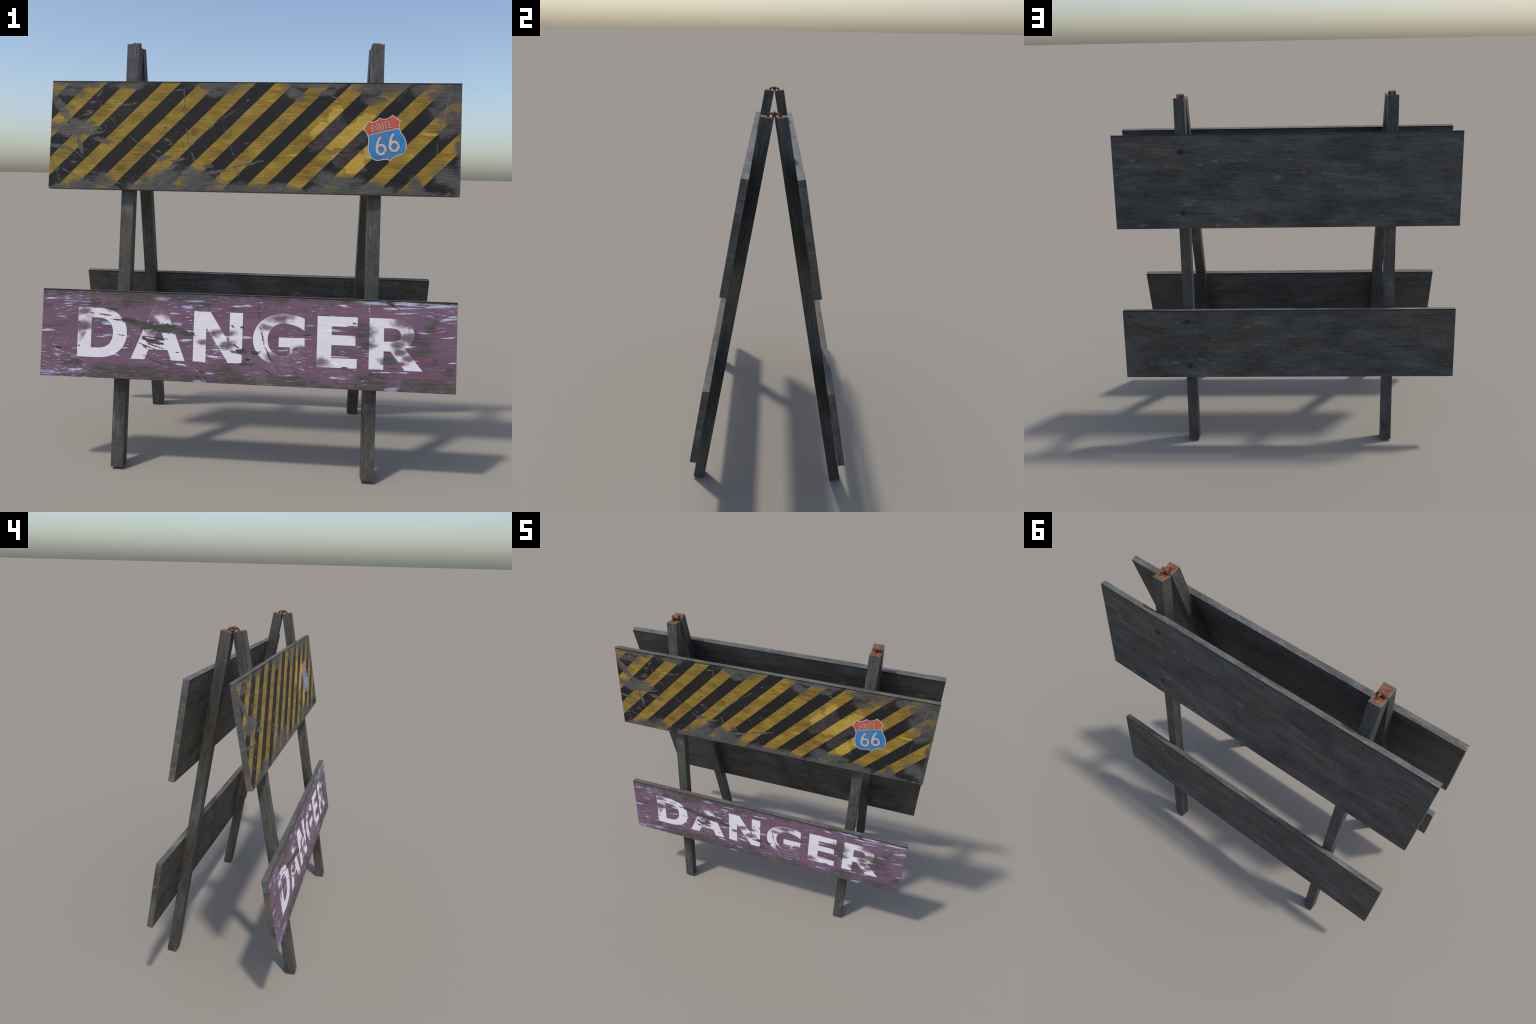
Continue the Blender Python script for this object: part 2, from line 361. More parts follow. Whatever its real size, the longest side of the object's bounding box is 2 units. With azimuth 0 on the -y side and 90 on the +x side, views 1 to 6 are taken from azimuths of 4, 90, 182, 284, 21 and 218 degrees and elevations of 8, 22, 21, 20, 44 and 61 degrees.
def edge_line(k, v, top, colour):
    """Thin near-black line just under the top arris."""
    sep = k.new("SeparateXYZ")
    k.put(sep.inputs[0], v)
    wob = k.noise(k.scaled(v, (9, 9, 9)), 1, 3, 0.6)
    z = k.math("ADD", sep.outputs[2], k.math("MULTIPLY", k.math("SUBTRACT", wob, 0.5), 0.004))
    line = k.math("MULTIPLY", k.range(z, top - 0.0074, top - 0.0058), k.range(sep.outputs[2], top - 0.0004, top - 0.0010))
    return k.mix(k.math("MULTIPLY", line, 0.88), colour, (0.014, 0.014, 0.015))


def board_material(seed, half_height, flecks=None, knots=None, light=1.0):
    m, k, bsdf = new_material("weathered_board_wood")
    v = k.object_coords()
    colour, h = wood(k, v, seed, light=light)
    if flecks:
        ragged = k.noise(k.scaled(v, (60, 60, 150)), 1, 4, 0.6)
        f = strokes(k, "flecks_%d" % len(flecks), flecks, v, 0.35, ragged, 2.2)
        colour = k.mix(k.math("MULTIPLY", f, 0.45), colour, (0.19, 0.20, 0.197))
    if knots:
        tag = "%d" % int(knots[0][1] * 1000)
        wob = k.noise(k.scaled(v, (45, 45, 45)), 1, 3, 0.6)
        tail = strokes(k, "knot_tails_" + tag, [(x, z, x + t, z - 0.004, 0.007) for x, z, r, t in knots], v, 0.8, wob, 1.5)
        colour = k.mix(k.math("MULTIPLY", tail, 0.75), colour, (0.034, 0.031, 0.029))
        d = k.math("ADD", stroke_distance(k, "knots_" + tag, [(x - 0.002, z, x + 0.002, z, r) for x, z, r, t in knots], v), k.math("MULTIPLY", k.math("SUBTRACT", wob, 0.5), 0.5))
        knot = k.ramp(d, (0.15, (0.012, 0.011, 0.012)), (0.5, (0.030, 0.027, 0.027)), (0.62, (0.020, 0.018, 0.019)), (0.85, (0.036, 0.033, 0.032)))
        colour = k.mix(k.range(d, 1.12, 0.88), colour, knot)
    colour = edge_line(k, v, half_height, colour)
    finish(k, bsdf, colour, 0.60, h, 0.5, specular=0.27)
    return m


def end_grain_material():
    m, k, bsdf = new_material("sawn_end_grain")
    v = k.object_coords()
    n = k.noise(k.scaled(v, (60, 60, 60)), 1, 4, 0.6)
    colour = k.ramp(n, (0.3, (0.075, 0.074, 0.064)), (0.7, (0.16, 0.158, 0.14)))
    finish(k, bsdf, colour, 0.7, n)
    return m


# ----------------------------------------------------------------- painted faces
def striped_paint(seed, half_height):
    m, k, bsdf = new_material("hazard_stripe_paint")
    v = k.object_coords()
    bare, h = wood(k, v, seed, fleck_amount=0.3, light=1.08)
    sep = k.new("SeparateXYZ")
    k.put(sep.inputs[0], v)
    ragged = k.math("MULTIPLY", k.math("SUBTRACT", k.noise(k.scaled(v, (70, 70, 120)), 1, 3, 0.6), 0.5), 0.0022)
    across = k.math("ADD", k.math("SUBTRACT", sep.outputs[0], k.math("MULTIPLY", sep.outputs[2], 0.985)), ragged)
    turn = k.math("FRACT", k.math("DIVIDE", k.math("SUBTRACT", across, 0.0356 - 0.1762 * 20), 0.1762))
    stripe = k.math("MULTIPLY", k.range(turn, 0.0, 0.012), k.range(turn, 0.500, 0.488))
    stripe = k.math("MULTIPLY", stripe, k.math("LESS_THAN", across, 1.05))
    fine = k.noise(k.scaled(v, (14, 60, 170)), 1, 4, 0.6)
    patch = k.noise(k.scaled(v, (9, 12, 20), (3, 1, 6)), 1, 4, 0.6)
    tone = k.math("ADD", k.math("MULTIPLY", fine, 0.5), k.math("MULTIPLY", patch, 0.5))
    yellow = k.ramp(tone, (0.36, (0.140, 0.080, 0.016)), (0.45, (0.228, 0.138, 0.020)), (0.54, (0.288, 0.186, 0.024)), (0.66, (0.40, 0.280, 0.044)))
    black = k.ramp(tone, (0.36, (0.0125, 0.0126, 0.0126)), (0.55, (0.0165, 0.0168, 0.0167)), (0.70, (0.026, 0.026, 0.0255)))
    # patch where the top coat came away: fresher yellow, brownish black
    big = k.noise(k.scaled(v, (22, 30, 30), (5, 5, 5)), 1, 6, 0.6)
    rag = k.noise(k.scaled(v, (42, 60, 75)), 1, 6, 0.68)
    tatter = k.noise(k.scaled(v, (90, 90, 130), (2, 3, 1)), 1, 4, 0.6)
    fresh = strokes(k, "stripe_fresh", STRIPE_FRESH, v, 0.06, big, 2.4)
    yellow = k.mix(k.math("MULTIPLY", fresh, 0.95), yellow, k.ramp(tone, (0.36, (0.38, 0.235, 0.030)), (0.62, (0.53, 0.365, 0.065))))
    brown = k.ramp(k.noise(k.scaled(v, (24, 60, 110)), 1, 5, 0.65), (0.36, (0.028, 0.023, 0.021)), (0.58, (0.062, 0.049, 0.045)), (0.75, (0.12, 0.10, 0.095)))
    black = k.mix(fresh, black, brown)
    paint = k.mix(stripe, black, yellow)
    # wear
    bare_mask = strokes(k, "stripe_bare", STRIPE_BARE, v, 0.13, rag, 2.6, 0.86)
    gaps = k.range(k.noise(k.scaled(v, (70, 70, 70)), 1, 2, 0.5), 0.33, 0.45)
    thin = k.warp(v, 0.0035, 90, 3)
    scratch = k.math("MULTIPLY", strokes(k, "stripe_scratches", STRIPE_SCRATCHES, thin, 0.28, tatter, 3.0, 0.84), gaps)
    smudge = strokes(k, "stripe_smudges", STRIPE_SMUDGES, v, 0.60, big, 2.0, 0.80)
    low = k.math("ADD", sep.outputs[2], half_height)
    low = k.range(k.math("ADD", low, k.math("MULTIPLY", k.math("SUBTRACT", big, 0.5), 0.12)), 0.034, 0.004, 0, 0.9)
    end = k.range(k.math("ADD", sep.outputs[0], k.math("MULTIPLY", k.math("SUBTRACT", big, 0.5), 0.12)), BOARD_HALF - 0.030, BOARD_HALF, 0, 0.7)
    smudge = k.math("MAXIMUM", smudge, k.math("MAXIMUM", low, end))
    smudge = k.range(k.math("ADD", smudge, k.math("MULTIPLY", k.math("SUBTRACT", fine, 0.5), 0.6)), 0.02, 1.0, 0, 0.95)
    left = k.range(sep.outputs[0], 0.15, -0.75, 0.0, 0.05)
    chips = k.noise(k.scaled(v, (75, 75, 110), (8, 8, 1)), 1, 3, 0.6)
    chips = k.range(k.math("ADD", chips, left), 0.695, 0.725)
    hair = k.noise(k.scaled(v, (13, 13, 260), (2, 8, 4)), 1, 1, 0.4)
    hair = k.math("MULTIPLY", k.range(hair, 0.69, 0.74, 0, 0.30), 1.0)
    worn = k.math("MAXIMUM", k.math("MAXIMUM", bare_mask, scratch), k.math("MAXIMUM", chips, hair))
    streaks = k.noise(k.scaled(v, (18, 60, 210), (1, 6, 2)), 1, 6, 0.68)
    bare = k.mix(0.75, bare, k.ramp(streaks, (0.34, (0.038, 0.036, 0.031)), (0.46, (0.070, 0.067, 0.058)), (0.56, (0.098, 0.094, 0.083)), (0.68, (0.175, 0.169, 0.152))))
    grey = k.mix(k.range(sep.outputs[2], -0.05, -0.20, 0, 0.6), bare, k.mix(1.0, bare, (0.98, 1.06, 1.22), "MULTIPLY"))
    colour = k.mix(smudge, paint, grey)
    dust = k.ramp(k.noise(k.scaled(v, (12, 60, 150)), 1, 4, 0.6), (0.36, (0.060, 0.057, 0.050)), (0.64, (0.132, 0.127, 0.114)))
    colour = k.mix(k.math("MULTIPLY", worn, 0.92), colour, dust)
    # two pale vertical scuffs
    scuff = strokes(k, "stripe_scuffs", [(0.905, 0.236, 0.862, 0.020, 0.0022), (0.850, -0.010, 0.846, -0.090, 0.0016)], thin, 0.5)
    colour = k.mix(k.math("MULTIPLY", scuff, 0.45), colour, (0.20, 0.195, 0.17))
    colour = edge_line(k, v, half_height, colour)
    finish(k, bsdf, colour, 0.60, h, 0.30)
    return m


def danger_paint(seed, half_height, letters):
    """Purple board; with letters=True the white of the letters, worn through to the same board."""
    m, k, bsdf = new_material("white_letter_paint" if letters else "faded_purple_paint")
    v = k.object_coords()
    bare, h = wood(k, v, seed, fleck_amount=0.3, light=1.0)
    fine = k.noise(k.scaled(v, (10, 60, 190)), 1, 5, 0.62)
    patch = k.noise(k.scaled(v, (4, 9, 10), (3, 1, 6)), 1, 4, 0.6)
    tone = k.math("ADD", k.math("MULTIPLY", fine, 0.6), k.math("MULTIPLY", patch, 0.4))
    paint = k.ramp(tone, (0.32, (0.085, 0.047, 0.065)), (0.44, (0.155, 0.089, 0.127)), (0.55, (0.188, 0.111, 0.158)), (0.70, (0.250, 0.158, 0.215)))
    paint = k.mix(k.range(k.noise(k.scaled(v, (5, 9, 14), (1, 5, 2)), 1, 3, 0.5), 0.5, 0.68), paint, k.mix(1.0, paint, (1.04, 0.95, 0.92), "MULTIPLY"))
    crack = k.noise(k.scaled(v, (7, 60, 150), (9, 2, 4)), 1, 3, 0.6, distort=0.6)
    paint = k.mix(k.range(crack, 0.665, 0.715, 0, 0.8), paint, (0.050, 0.030, 0.036))
    # flaked spots that show old white and blue coats
    flat = k.noise(k.scaled(v, (13, 60, 190)), 1, 6, 0.66)
    placed = strokes(k, "danger_chips", DANGER_CHIPS, v, 0.06, flat, 4.2, 0.66)
    flake = k.noise(k.scaled(v, (21, 60, 185), (6, 1, 3)), 1, 4, 0.6)
    zone = k.noise(k.scaled(v, (3.2, 5, 5.5), (2, 7, 1)), 1, 2, 0.5)
    sep = k.new("SeparateXYZ")
    k.put(sep.inputs[0], v)
    ends = k.range(k.math("ABSOLUTE", sep.outputs[0]), 0.45, 0.92, 0.0, 0.010)
    flake = k.math("ADD", flake, ends)
    flake = k.range(k.math("ADD", flake, k.math("MULTIPLY", k.math("SUBTRACT", zone, 0.5), 0.42)), 0.640, 0.660)
    chip = k.math("MAXIMUM", placed, k.math("MULTIPLY", flake, 0.8))
    blue_at = k.noise(k.scaled(v, (16, 30, 60), (1, 1, 9)), 1, 3, 0.6)
    coat = k.ramp(blue_at, (0.42, (0.66, 0.67, 0.76)), (0.53, (0.54, 0.59, 0.78)), (0.58, (0.36, 0.50, 0.80)), (0.65, (0.20, 0.34, 0.64)))
    coat = k.mix(k.range(fine, 0.58, 0.42, 0, 0.4), coat, (0.30, 0.26, 0.35))
    # grime, bare and gouged places
    big = k.noise(k.scaled(v, (22, 30, 30), (5, 5, 5)), 1, 6, 0.62)
    rag = k.noise(k.scaled(v, (42, 60, 80)), 1, 6, 0.68)
    grime = strokes(k, "danger_grime", DANGER_GRIME, v, 0.75, big, 2.0)
    rim = k.math("SUBTRACT", k.math("ABSOLUTE", sep.outputs[2]), half_height)
    rim = k.range(k.math("ADD", rim, k.math("MULTIPLY", k.math("SUBTRACT", big, 0.5), 0.11)), -0.034, -0.002, 0, 0.95)
    grime = k.math("MAXIMUM", grime, rim)
    grime = k.range(k.math("ADD", grime, k.math("MULTIPLY", k.math("SUBTRACT", fine, 0.5), 0.6)), 0.10, 0.95, 0, 0.95)
    mud = k.ramp(k.noise(k.scaled(v, (14, 60, 120)), 1, 4, 0.6), (0.34, (0.050, 0.047, 0.039)), (0.52, (0.085, 0.080, 0.067)), (0.70, (0.138, 0.131, 0.114)))
    gouge = strokes(k, "danger_gouges", DANGER_GOUGES, k.warp(v, 0.006, 70, 3), 0.15, rag, 3.4)
    torn = strokes(k, "danger_torn", DANGER_TORN, v, 0.12, rag, 3.0)
    dots = k.noise(k.scaled(v, (75, 60, 150), (4, 4, 4)), 1, 3, 0.6)
    gouge = k.math("MAXIMUM", gouge, k.range(dots, 0.70, 0.725))
    base = k.mix(k.math("MULTIPLY", chip, 0.92), paint, coat)
    base = k.mix(k.math("MULTIPLY", grime, k.range(chip, 0, 1, 0.93, 0.45)), base, mud)
    if letters:
        mottled = k.noise(k.scaled(v, (20, 20, 24), (7, 7, 7)), 1, 3, 0.5)
        faded = strokes(k, "danger_faded", DANGER_FADED, v, 0.62, mottled, 2.4)
        faded = k.math("MULTIPLY", faded, k.range(mottled, 0.30, 0.55, 1.0, 0.93))
        white = k.ramp(fine, (0.3, (0.72, 0.675, 0.70)), (0.7, (0.82, 0.785, 0.80)))
        white = k.mix(k.math("MULTIPLY", chip, 0.7), white, (0.86, 0.90, 0.97))
        gone = k.math("MAXIMUM", faded, k.math("MULTIPLY", grime, 0.95))
        base = k.mix(gone, white, base)
    base = k.mix(torn, base, k.mix(1.0, mud, (0.92, 0.93, 0.90), "MULTIPLY"))
    base = k.mix(k.math("MULTIPLY", gouge, 0.9), base, (0.036, 0.036, 0.029))
    base = edge_line(k, v, half_height, base)
    finish(k, bsdf, base, 0.60, h, 0.30)
    return m


def enamel(name, colour, darker, rust=0.0):
    m, k, bsdf = new_material(name)
    v = k.object_coords()
    n = k.noise(k.scaled(v, (40, 40, 40)), 1, 4, 0.6)
    c = k.mix(k.range(n, 0.56, 0.36, 0, 0.6), colour, darker)
    spots = k.noise(k.scaled(v, (230, 60, 120)), 1, 3, 0.6)
    c = k.mix(k.range(spots, 0.66, 0.72, 0, 0.75 * (rust > 0)), c, (0.20, 0.13, 0.075))
    if rust > 0:
        drip = strokes(k, "rust_drips", [(0.603, 0.024, 0.611, -0.015, 0.0035), (0.555, 0.014, 0.560, 0.004, 0.002), (0.625, -0.055, 0.632, -0.085, 0.003), (0.614, -0.06, 0.616, -0.064, 0.003)], k.warp(v, 0.004, 120), 0.4, spots, 2.0)
        c = k.mix(k.math("MULTIPLY", drip, 0.8), c, (0.24, 0.105, 0.05))
    finish(k, bsdf, c, 0.5)
    return m


def rust_material():
    m, k, bsdf = new_material("rusty_iron")
    v = k.object_coords()
    n = k.noise(k.scaled(v, (55, 55, 55)), 1, 5, 0.6)
    g = k.noise(k.scaled(v, (400, 400, 400)), 1, 2, 0.5)
    c = k.ramp(n, (0.34, (0.088, 0.039, 0.024)), (0.48, (0.160, 0.066, 0.034)), (0.66, (0.255, 0.104, 0.048)))
    finish(k, bsdf, c, 0.62, g, 0.25, 0.0008)
    return m


def plain_material(name, colour, rough=0.7):
    m, k, bsdf = new_material(name)
    v = k.object_coords()
    n = k.noise(k.scaled(v, (220, 220, 220)), 1, 3, 0.5)
    finish(k, bsdf, k.mix(k.range(n, 0.4, 0.65), colour, tuple(c * 1.5 for c in colour)), rough, n, 0.3, 0.0008)
    return m


# ---------------------------------------------------------------------- geometry
def add(name, mesh, parent, matrix, materials):
    o = bpy.data.objects.new(name, mesh)
    bpy.context.scene.collection.objects.link(o)
    for m in materials:
        if m is not None and not (len(mesh.materials) == len(materials)):
            mesh.materials.append(m)
    o.parent = parent
    o.matrix_local = matrix
    return o


def timber(name, half, bevel=0.0011, face_slot=None):
    """Bevelled beam; faces whose normal passes face_slot(normal) take that material slot."""
    bm = bmesh.new()
    bmesh.ops.create_cube(bm, size=2)
    bmesh.ops.scale(bm, vec=half, verts=bm.verts)
    bmesh.ops.bevel(bm, geom=bm.edges[:], offset=bevel, segments=2, profile=0.6, affect="EDGES")
    bm.normal_update()
    for f in bm.faces:
        f.smooth = f.calc_area() < 0.0005
        if face_slot:
            f.material_index = face_slot(f.normal, f.calc_center_median())
    mesh = bpy.data.meshes.new(name)
    bm.to_mesh(mesh)
    bm.free()
    return mesh


def bezier_path(start, *parts):
    """Outline from straight (one point) and cubic (three points) parts."""
    pts, at = [Vector(start)], Vector(start)
    for p in parts:
        if len(p) == 1:
            pts.append(Vector(p[0]))
        else:
            a, b, c = map(Vector, p)
            for i in range(1, 13):
                t = i / 12
                pts.append(at * (1 - t) ** 3 + a * 3 * t * (1 - t) ** 2 + b * 3 * t * t * (1 - t) + c * t ** 3)
        at = pts[-1]
    return pts


def spline_through(points, corners):
    """Closed outline: smooth between the corner points, sharp at them."""
    out, n, corners = [], len(points), sorted(corners)
    for ci, a in enumerate(corners):
        b = corners[(ci + 1) % len(corners)]
        run = [Vector(points[(a + i) % n]) for i in range((b - a) % n + 1)]
        for i in range(len(run) - 1):
            p0 = run[i - 1] if i else run[0] * 2 - run[1]
            p3 = run[i + 2] if i + 2 < len(run) else run[-1] * 2 - run[-2]
            steps = 1 if len(run) == 2 else 6
            for s in range(steps):
                t = s / steps
                out.append(0.5 * (2 * run[i] + (run[i + 1] - p0) * t + (2 * p0 - 5 * run[i] + 4 * run[i + 1] - p3) * t * t
                                  + (3 * run[i] - p0 - 3 * run[i + 1] + p3) * t ** 3))
    return out


def inset(points, by):
    area = sum(p.x * q.y - q.x * p.y for p, q in zip(points, points[1:] + points[:1]))
    side = 1 if area > 0 else -1
    out = []
    for i, p in enumerate(points):
        d1 = (p - points[i - 1]).normalized()
        d2 = (points[(i + 1) % len(points)] - p).normalized()
        n1, n2 = Vector((-d1.y, d1.x)) * side, Vector((-d2.y, d2.x)) * side
        mid = (n1 + n2).normalized()
        out.append(p + mid * by / max(0.6, mid.dot(n1)))
    return out


def clip(points, a, b):
    """Part of the outline on the left of the line a -> b."""
    def side(p):
        return (b.x - a.x) * (p.y - a.y) - (b.y - a.y) * (p.x - a.x)
    out = []
    for p, q in zip(points, points[1:] + points[:1]):
        sp, sq = side(p), side(q)
        if sp >= 0:
            out.append(p)
        if sp * sq < 0:
            out.append(p + (q - p) * (sp / (sp - sq)))
    return out


def slab(name, loops, lo, hi):
    """Flat plate with outlines (holes allowed) in the x-z plane, from lo to hi in front of the board face."""
    cu = bpy.data.curves.new(name, "CURVE")
    cu.dimensions, cu.fill_mode, cu.extrude = "2D", "BOTH", (hi - lo) / 2
    for loop in loops:
        s = cu.splines.new("POLY")
        s.points.add(len(loop) - 1)
        for pt, p in zip(s.points, loop):
            pt.co = (p.x, p.y, 0, 1)
        s.use_cyclic_u = True
    tmp = bpy.data.objects.new(name, cu)
    bpy.context.scene.collection.objects.link(tmp)
    mesh = bpy.data.meshes.new_from_object(tmp.evaluated_get(bpy.context.evaluated_depsgraph_get()))
    bpy.data.objects.remove(tmp)
    bpy.data.curves.remove(cu)
    mesh.transform(Matrix(((1, 0, 0, 0), (0, 0, -1, FACE - (lo + hi) / 2), (0, 1, 0, 0), (0, 0, 0, 1))))
    mesh.name = name
    mesh.update()
    return mesh


def ribbon(bm, pts, width, lo, hi, closed=False):
    """Brush line of even width along a polyline in the x-z plane."""
    n, rows = len(pts), []
    for i, p in enumerate(pts):
        a = pts[i - 1] if i or closed else p
        b = pts[(i + 1) % n] if i < n - 1 or closed else p
        d = (b - a).normalized()
        s = Vector((-d.y, d.x)) * width / 2
        rows.append([bm.verts.new((q.x, FACE - h, q.y)) for q, h in ((p + s, hi), (p - s, hi), (p - s, lo), (p + s, lo))])
    for i in range(n if closed else n - 1):
        r, t = rows[i], rows[(i + 1) % n]
        for j in range(4):
            bm.faces.new((r[j], r[(j + 1) % 4], t[(j + 1) % 4], t[j]))
    if not closed:
        bm.faces.new(rows[0][::-1])
        bm.faces.new(rows[-1])


def ribbons(name, lines, width, lo, hi):
    bm = bmesh.new()
    for i, (pts, closed) in enumerate(lines):
        lift = 0.00008 * (i % 6)
        ribbon(bm, pts, width, lo, hi + lift, closed)
    bmesh.ops.recalc_face_normals(bm, faces=bm.faces)
    mesh = bpy.data.meshes.new(name)
    bm.to_mesh(mesh)
    bm.free()
    return mesh


def tube_mesh(bm, x0, x1, radius, z, hole=0.0, depth=0.0, n=28):
    """Cylinder along x with rounded rims and, if asked, a sunk disc in each end."""
    r = 0.0009
    profile = [(x0 + depth, 0.0), (x0 + depth, hole), (x0, hole)] if hole else [(x0, 0.0)]
    profile += [(x0, radius - r), (x0 + r * 0.3, radius - r * 0.3), (x0 + r, radius), (x1 - r, radius), (x1 - r * 0.3, radius - r * 0.3), (x1, radius - r)]
    profile += [(x1, hole), (x1 - depth, hole), (x1 - depth, 0.0)] if hole else [(x1, 0.0)]
    rings = []
    for x, q in profile:
        rings.append([bm.verts.new((x, q * math.cos(t), z + q * math.sin(t))) for t in (2 * math.pi * i / n for i in range(n))] if q else [bm.verts.new((x, 0, z))])
    for a, b in zip(rings, rings[1:]):
        for i in range(n):
            j = (i + 1) % n
            if len(a) == 1:
                bm.faces.new((a[0], b[j], b[i]))
            elif len(b) == 1:
                bm.faces.new((a[i], a[j], b[0]))
            else:
                bm.faces.new((a[i], a[j], b[j], b[i]))


# ------------------------------------------------------------------------ build
def frame_matrix(rear):
    """Frame space -> world: origin at the apex edge, -y outward, z up the slope."""
    lean = Matrix.Translation((0, -APEX_Y, APEX_Z)) @ Matrix.Rotation(-LEAN, 4, "X")
    return Matrix.Rotation(math.pi, 4, "Z") @ lean if rear else lean


thing = bpy.data.objects.new("road_barricade", None)
bpy.context.scene.collection.objects.link(thing)
thing["label"] = "weathered wooden A-frame barricade with hazard stripes and danger board"
thing["category"] = "road barricade"
thing.empty_display_size = 0.2

end_grain = end_grain_material()
rust = rust_material()

# legs
leg_mesh = None
for n, (rear, x) in enumerate(((False, -LEG_X), (False, LEG_X), (True, -LEG_X), (True, LEG_X))):
    mesh = timber("leg", (LEG_SIDE / 2, LEG_SIDE / 2, LEG_LENGTH / 2), 0.0013, lambda nm, c: 1 if nm.z > 0.9 else 0)
    add("leg", mesh, thing, frame_matrix(rear) @ Matrix.Translation((x, -LEG_SIDE / 2, -LEG_LENGTH / 2)), [leg_material(1.7 + n * 2.3), end_grain])


def board(name, span, rear, wood_mat, edge_mat, face_mat=None):
    """Slots: 0 the broad faces, 1 the sawn edges, 2 the painted face."""
    half_h = (span[1] - span[0]) / 2
    at = frame_matrix(rear) @ Matrix.Translation((0, -LEG_SIDE - BOARD_THICK / 2 - 0.0002, -(span[0] + span[1]) / 2))
    mesh = timber(name, (BOARD_HALF, BOARD_THICK / 2, half_h), 0.0012, lambda nm, c: 1 if abs(nm.y) < 0.5 else 2 if face_mat and nm.y < 0 else 0)
    return add(name, mesh, thing, at, [wood_mat, edge_mat] + ([face_mat] if face_mat else []))


H_UP, H_LOW = (UPPER[1] - UPPER[0]) / 2, (LOWER[1] - LOWER[0]) / 2


def edges(seed):
    return board_material(seed, 9.0, light=1.28)


striped = board("striped_board", UPPER, False, board_material(11.0, H_UP), edges(21.0), striped_paint(12.0, H_UP))
danger = board("danger_board", LOWER, False, board_material(13.0, H_LOW), edges(22.0), danger_paint(14.0, H_LOW, False))
plain_up = board("plain_board", UPPER, True, board_material(15.0, H_UP, BOARD_FLECKS, UPPER_KNOTS, 0.95), edges(23.0))
plain_low = board("plain_board", LOWER, True, board_material(16.0, H_LOW, LOWER_FLECKS, LOWER_KNOTS, 0.95), edges(24.0))

# the word on the lower board: one mesh per letter
TOP, BASE = 0.1215, -0.1085
LETTERS = [
    [bezier_path((-0.779, TOP), ((-0.682, TOP),), ((-0.598, TOP), (-0.545, 0.077), (-0.545, 0.007)), ((-0.545, -0.063), (-0.598, BASE), (-0.682, BASE)), ((-0.779, BASE),)),
     bezier_path((-0.7145, 0.076), ((-0.682, 0.076),), ((-0.635, 0.076), (-0.611, 0.048), (-0.611, 0.007)), ((-0.611, -0.036), (-0.635, -0.064), (-0.682, -0.064)), ((-0.7145, -0.064),))],
    [bezier_path((-0.523, BASE), ((-0.430, TOP),), ((-0.361, TOP),), ((-0.269, BASE),), ((-0.333, BASE),), ((-0.351, -0.061),), ((-0.440, -0.061),), ((-0.458, BASE),)),
     bezier_path((-0.421, -0.020), ((-0.367, -0.020),), ((-0.393, 0.049),))],
    [bezier_path((-0.232, BASE), ((-0.232, TOP),), ((-0.156, TOP),), ((-0.066, -0.018),), ((-0.066, TOP),), ((-0.006, TOP),), ((-0.006, BASE),), ((-0.069, BASE),), ((-0.173, 0.048),), ((-0.173, BASE),))],
    [bezier_path((0.276, 0.105), ((0.252, 0.118), (0.220, 0.124), (0.185, 0.124)), ((0.103, 0.124), (0.043, 0.075), (0.043, 0.006)), ((0.043, -0.064), (0.103, -0.112), (0.185, -0.112)),
                 ((0.222, -0.112), (0.255, -0.100), (0.278, -0.081)), ((0.278, 0.0175),), ((0.161, 0.0175),), ((0.161, -0.026),), ((0.212, -0.026),), ((0.212, -0.060),),
                 ((0.203, -0.065), (0.190, -0.066), (0.181, -0.066)), ((0.140, -0.066), (0.110, -0.038), (0.110, 0.006)), ((0.110, 0.050), (0.140, 0.081), (0.183, 0.081)), ((0.218, 0.081), (0.250, 0.070), (0.276, 0.052)))],
    [bezier_path((0.334, TOP), ((0.514, TOP),), ((0.514, 0.077),), ((0.399, 0.077),), ((0.399, 0.038),), ((0.506, 0.038),), ((0.506, -0.007),), ((0.399, -0.007),), ((0.399, -0.0655),), ((0.514, -0.0655),), ((0.514, BASE),), ((0.334, BASE),))],
    [bezier_path((0.567, TOP), ((0.672, TOP),), ((0.730, TOP), (0.766, 0.093), (0.766, 0.050)), ((0.766, 0.020), (0.750, 0.000), (0.724, -0.011)), ((0.806, BASE),), ((0.727, BASE),), ((0.662, -0.0255),), ((0.632, -0.0255),), ((0.632, BASE),), ((0.567, BASE),)),
     bezier_path((0.632, 0.078), ((0.668, 0.078),), ((0.692, 0.078), (0.707, 0.067), (0.707, 0.048)), ((0.707, 0.030), (0.692, 0.018), (0.668, 0.018)), ((0.632, 0.018),))],
]
letter_paint = danger_paint(14.0, H_LOW, True)
for loops in LETTERS:
    add("letter", slab("letter", loops, -0.0004, 0.0005), danger, Matrix.Identity(4), [letter_paint])

# road shield on the striped board
OUTLINE = [(0.534, 0.078), (0.553, 0.076), (0.571, 0.081), (0.589, 0.095), (0.608, 0.0905), (0.627, 0.096), (0.646, 0.110), (0.683, 0.083), (0.677, 0.051),
           (0.686, 0.032), (0.705, 0.002), (0.712, -0.026), (0.709, -0.052), (0.696, -0.070), (0.670, -0.079), (0.653, -0.089), (0.641, -0.103),
           (0.628, -0.0975), (0.613, -0.0965), (0.583, -0.102), (0.562, -0.095), (0.547, -0.078), (0.539, -0.053), (0.539, -0.023), (0.540, -0.004), (0.536, 0.011), (0.528, 0.027), (0.515, 0.039)]
shape = spline_through(OUTLINE, (0, 3, 6, 7, 8, 16, 25, 27))
bar_a, bar_b = Vector((0.537, 0.0145)), Vector((0.677, 0.0495))
tilt = (bar_b - bar_a).normalized()
up = Vector((-tilt.y, tilt.x))
ident = Matrix.Identity(4)
cream = enamel("shield_cream_enamel", (0.54, 0.44, 0.41), (0.38, 0.32, 0.28), 1)
navy = plain_material("shield_outline_enamel", (0.022, 0.026, 0.034), 0.55)
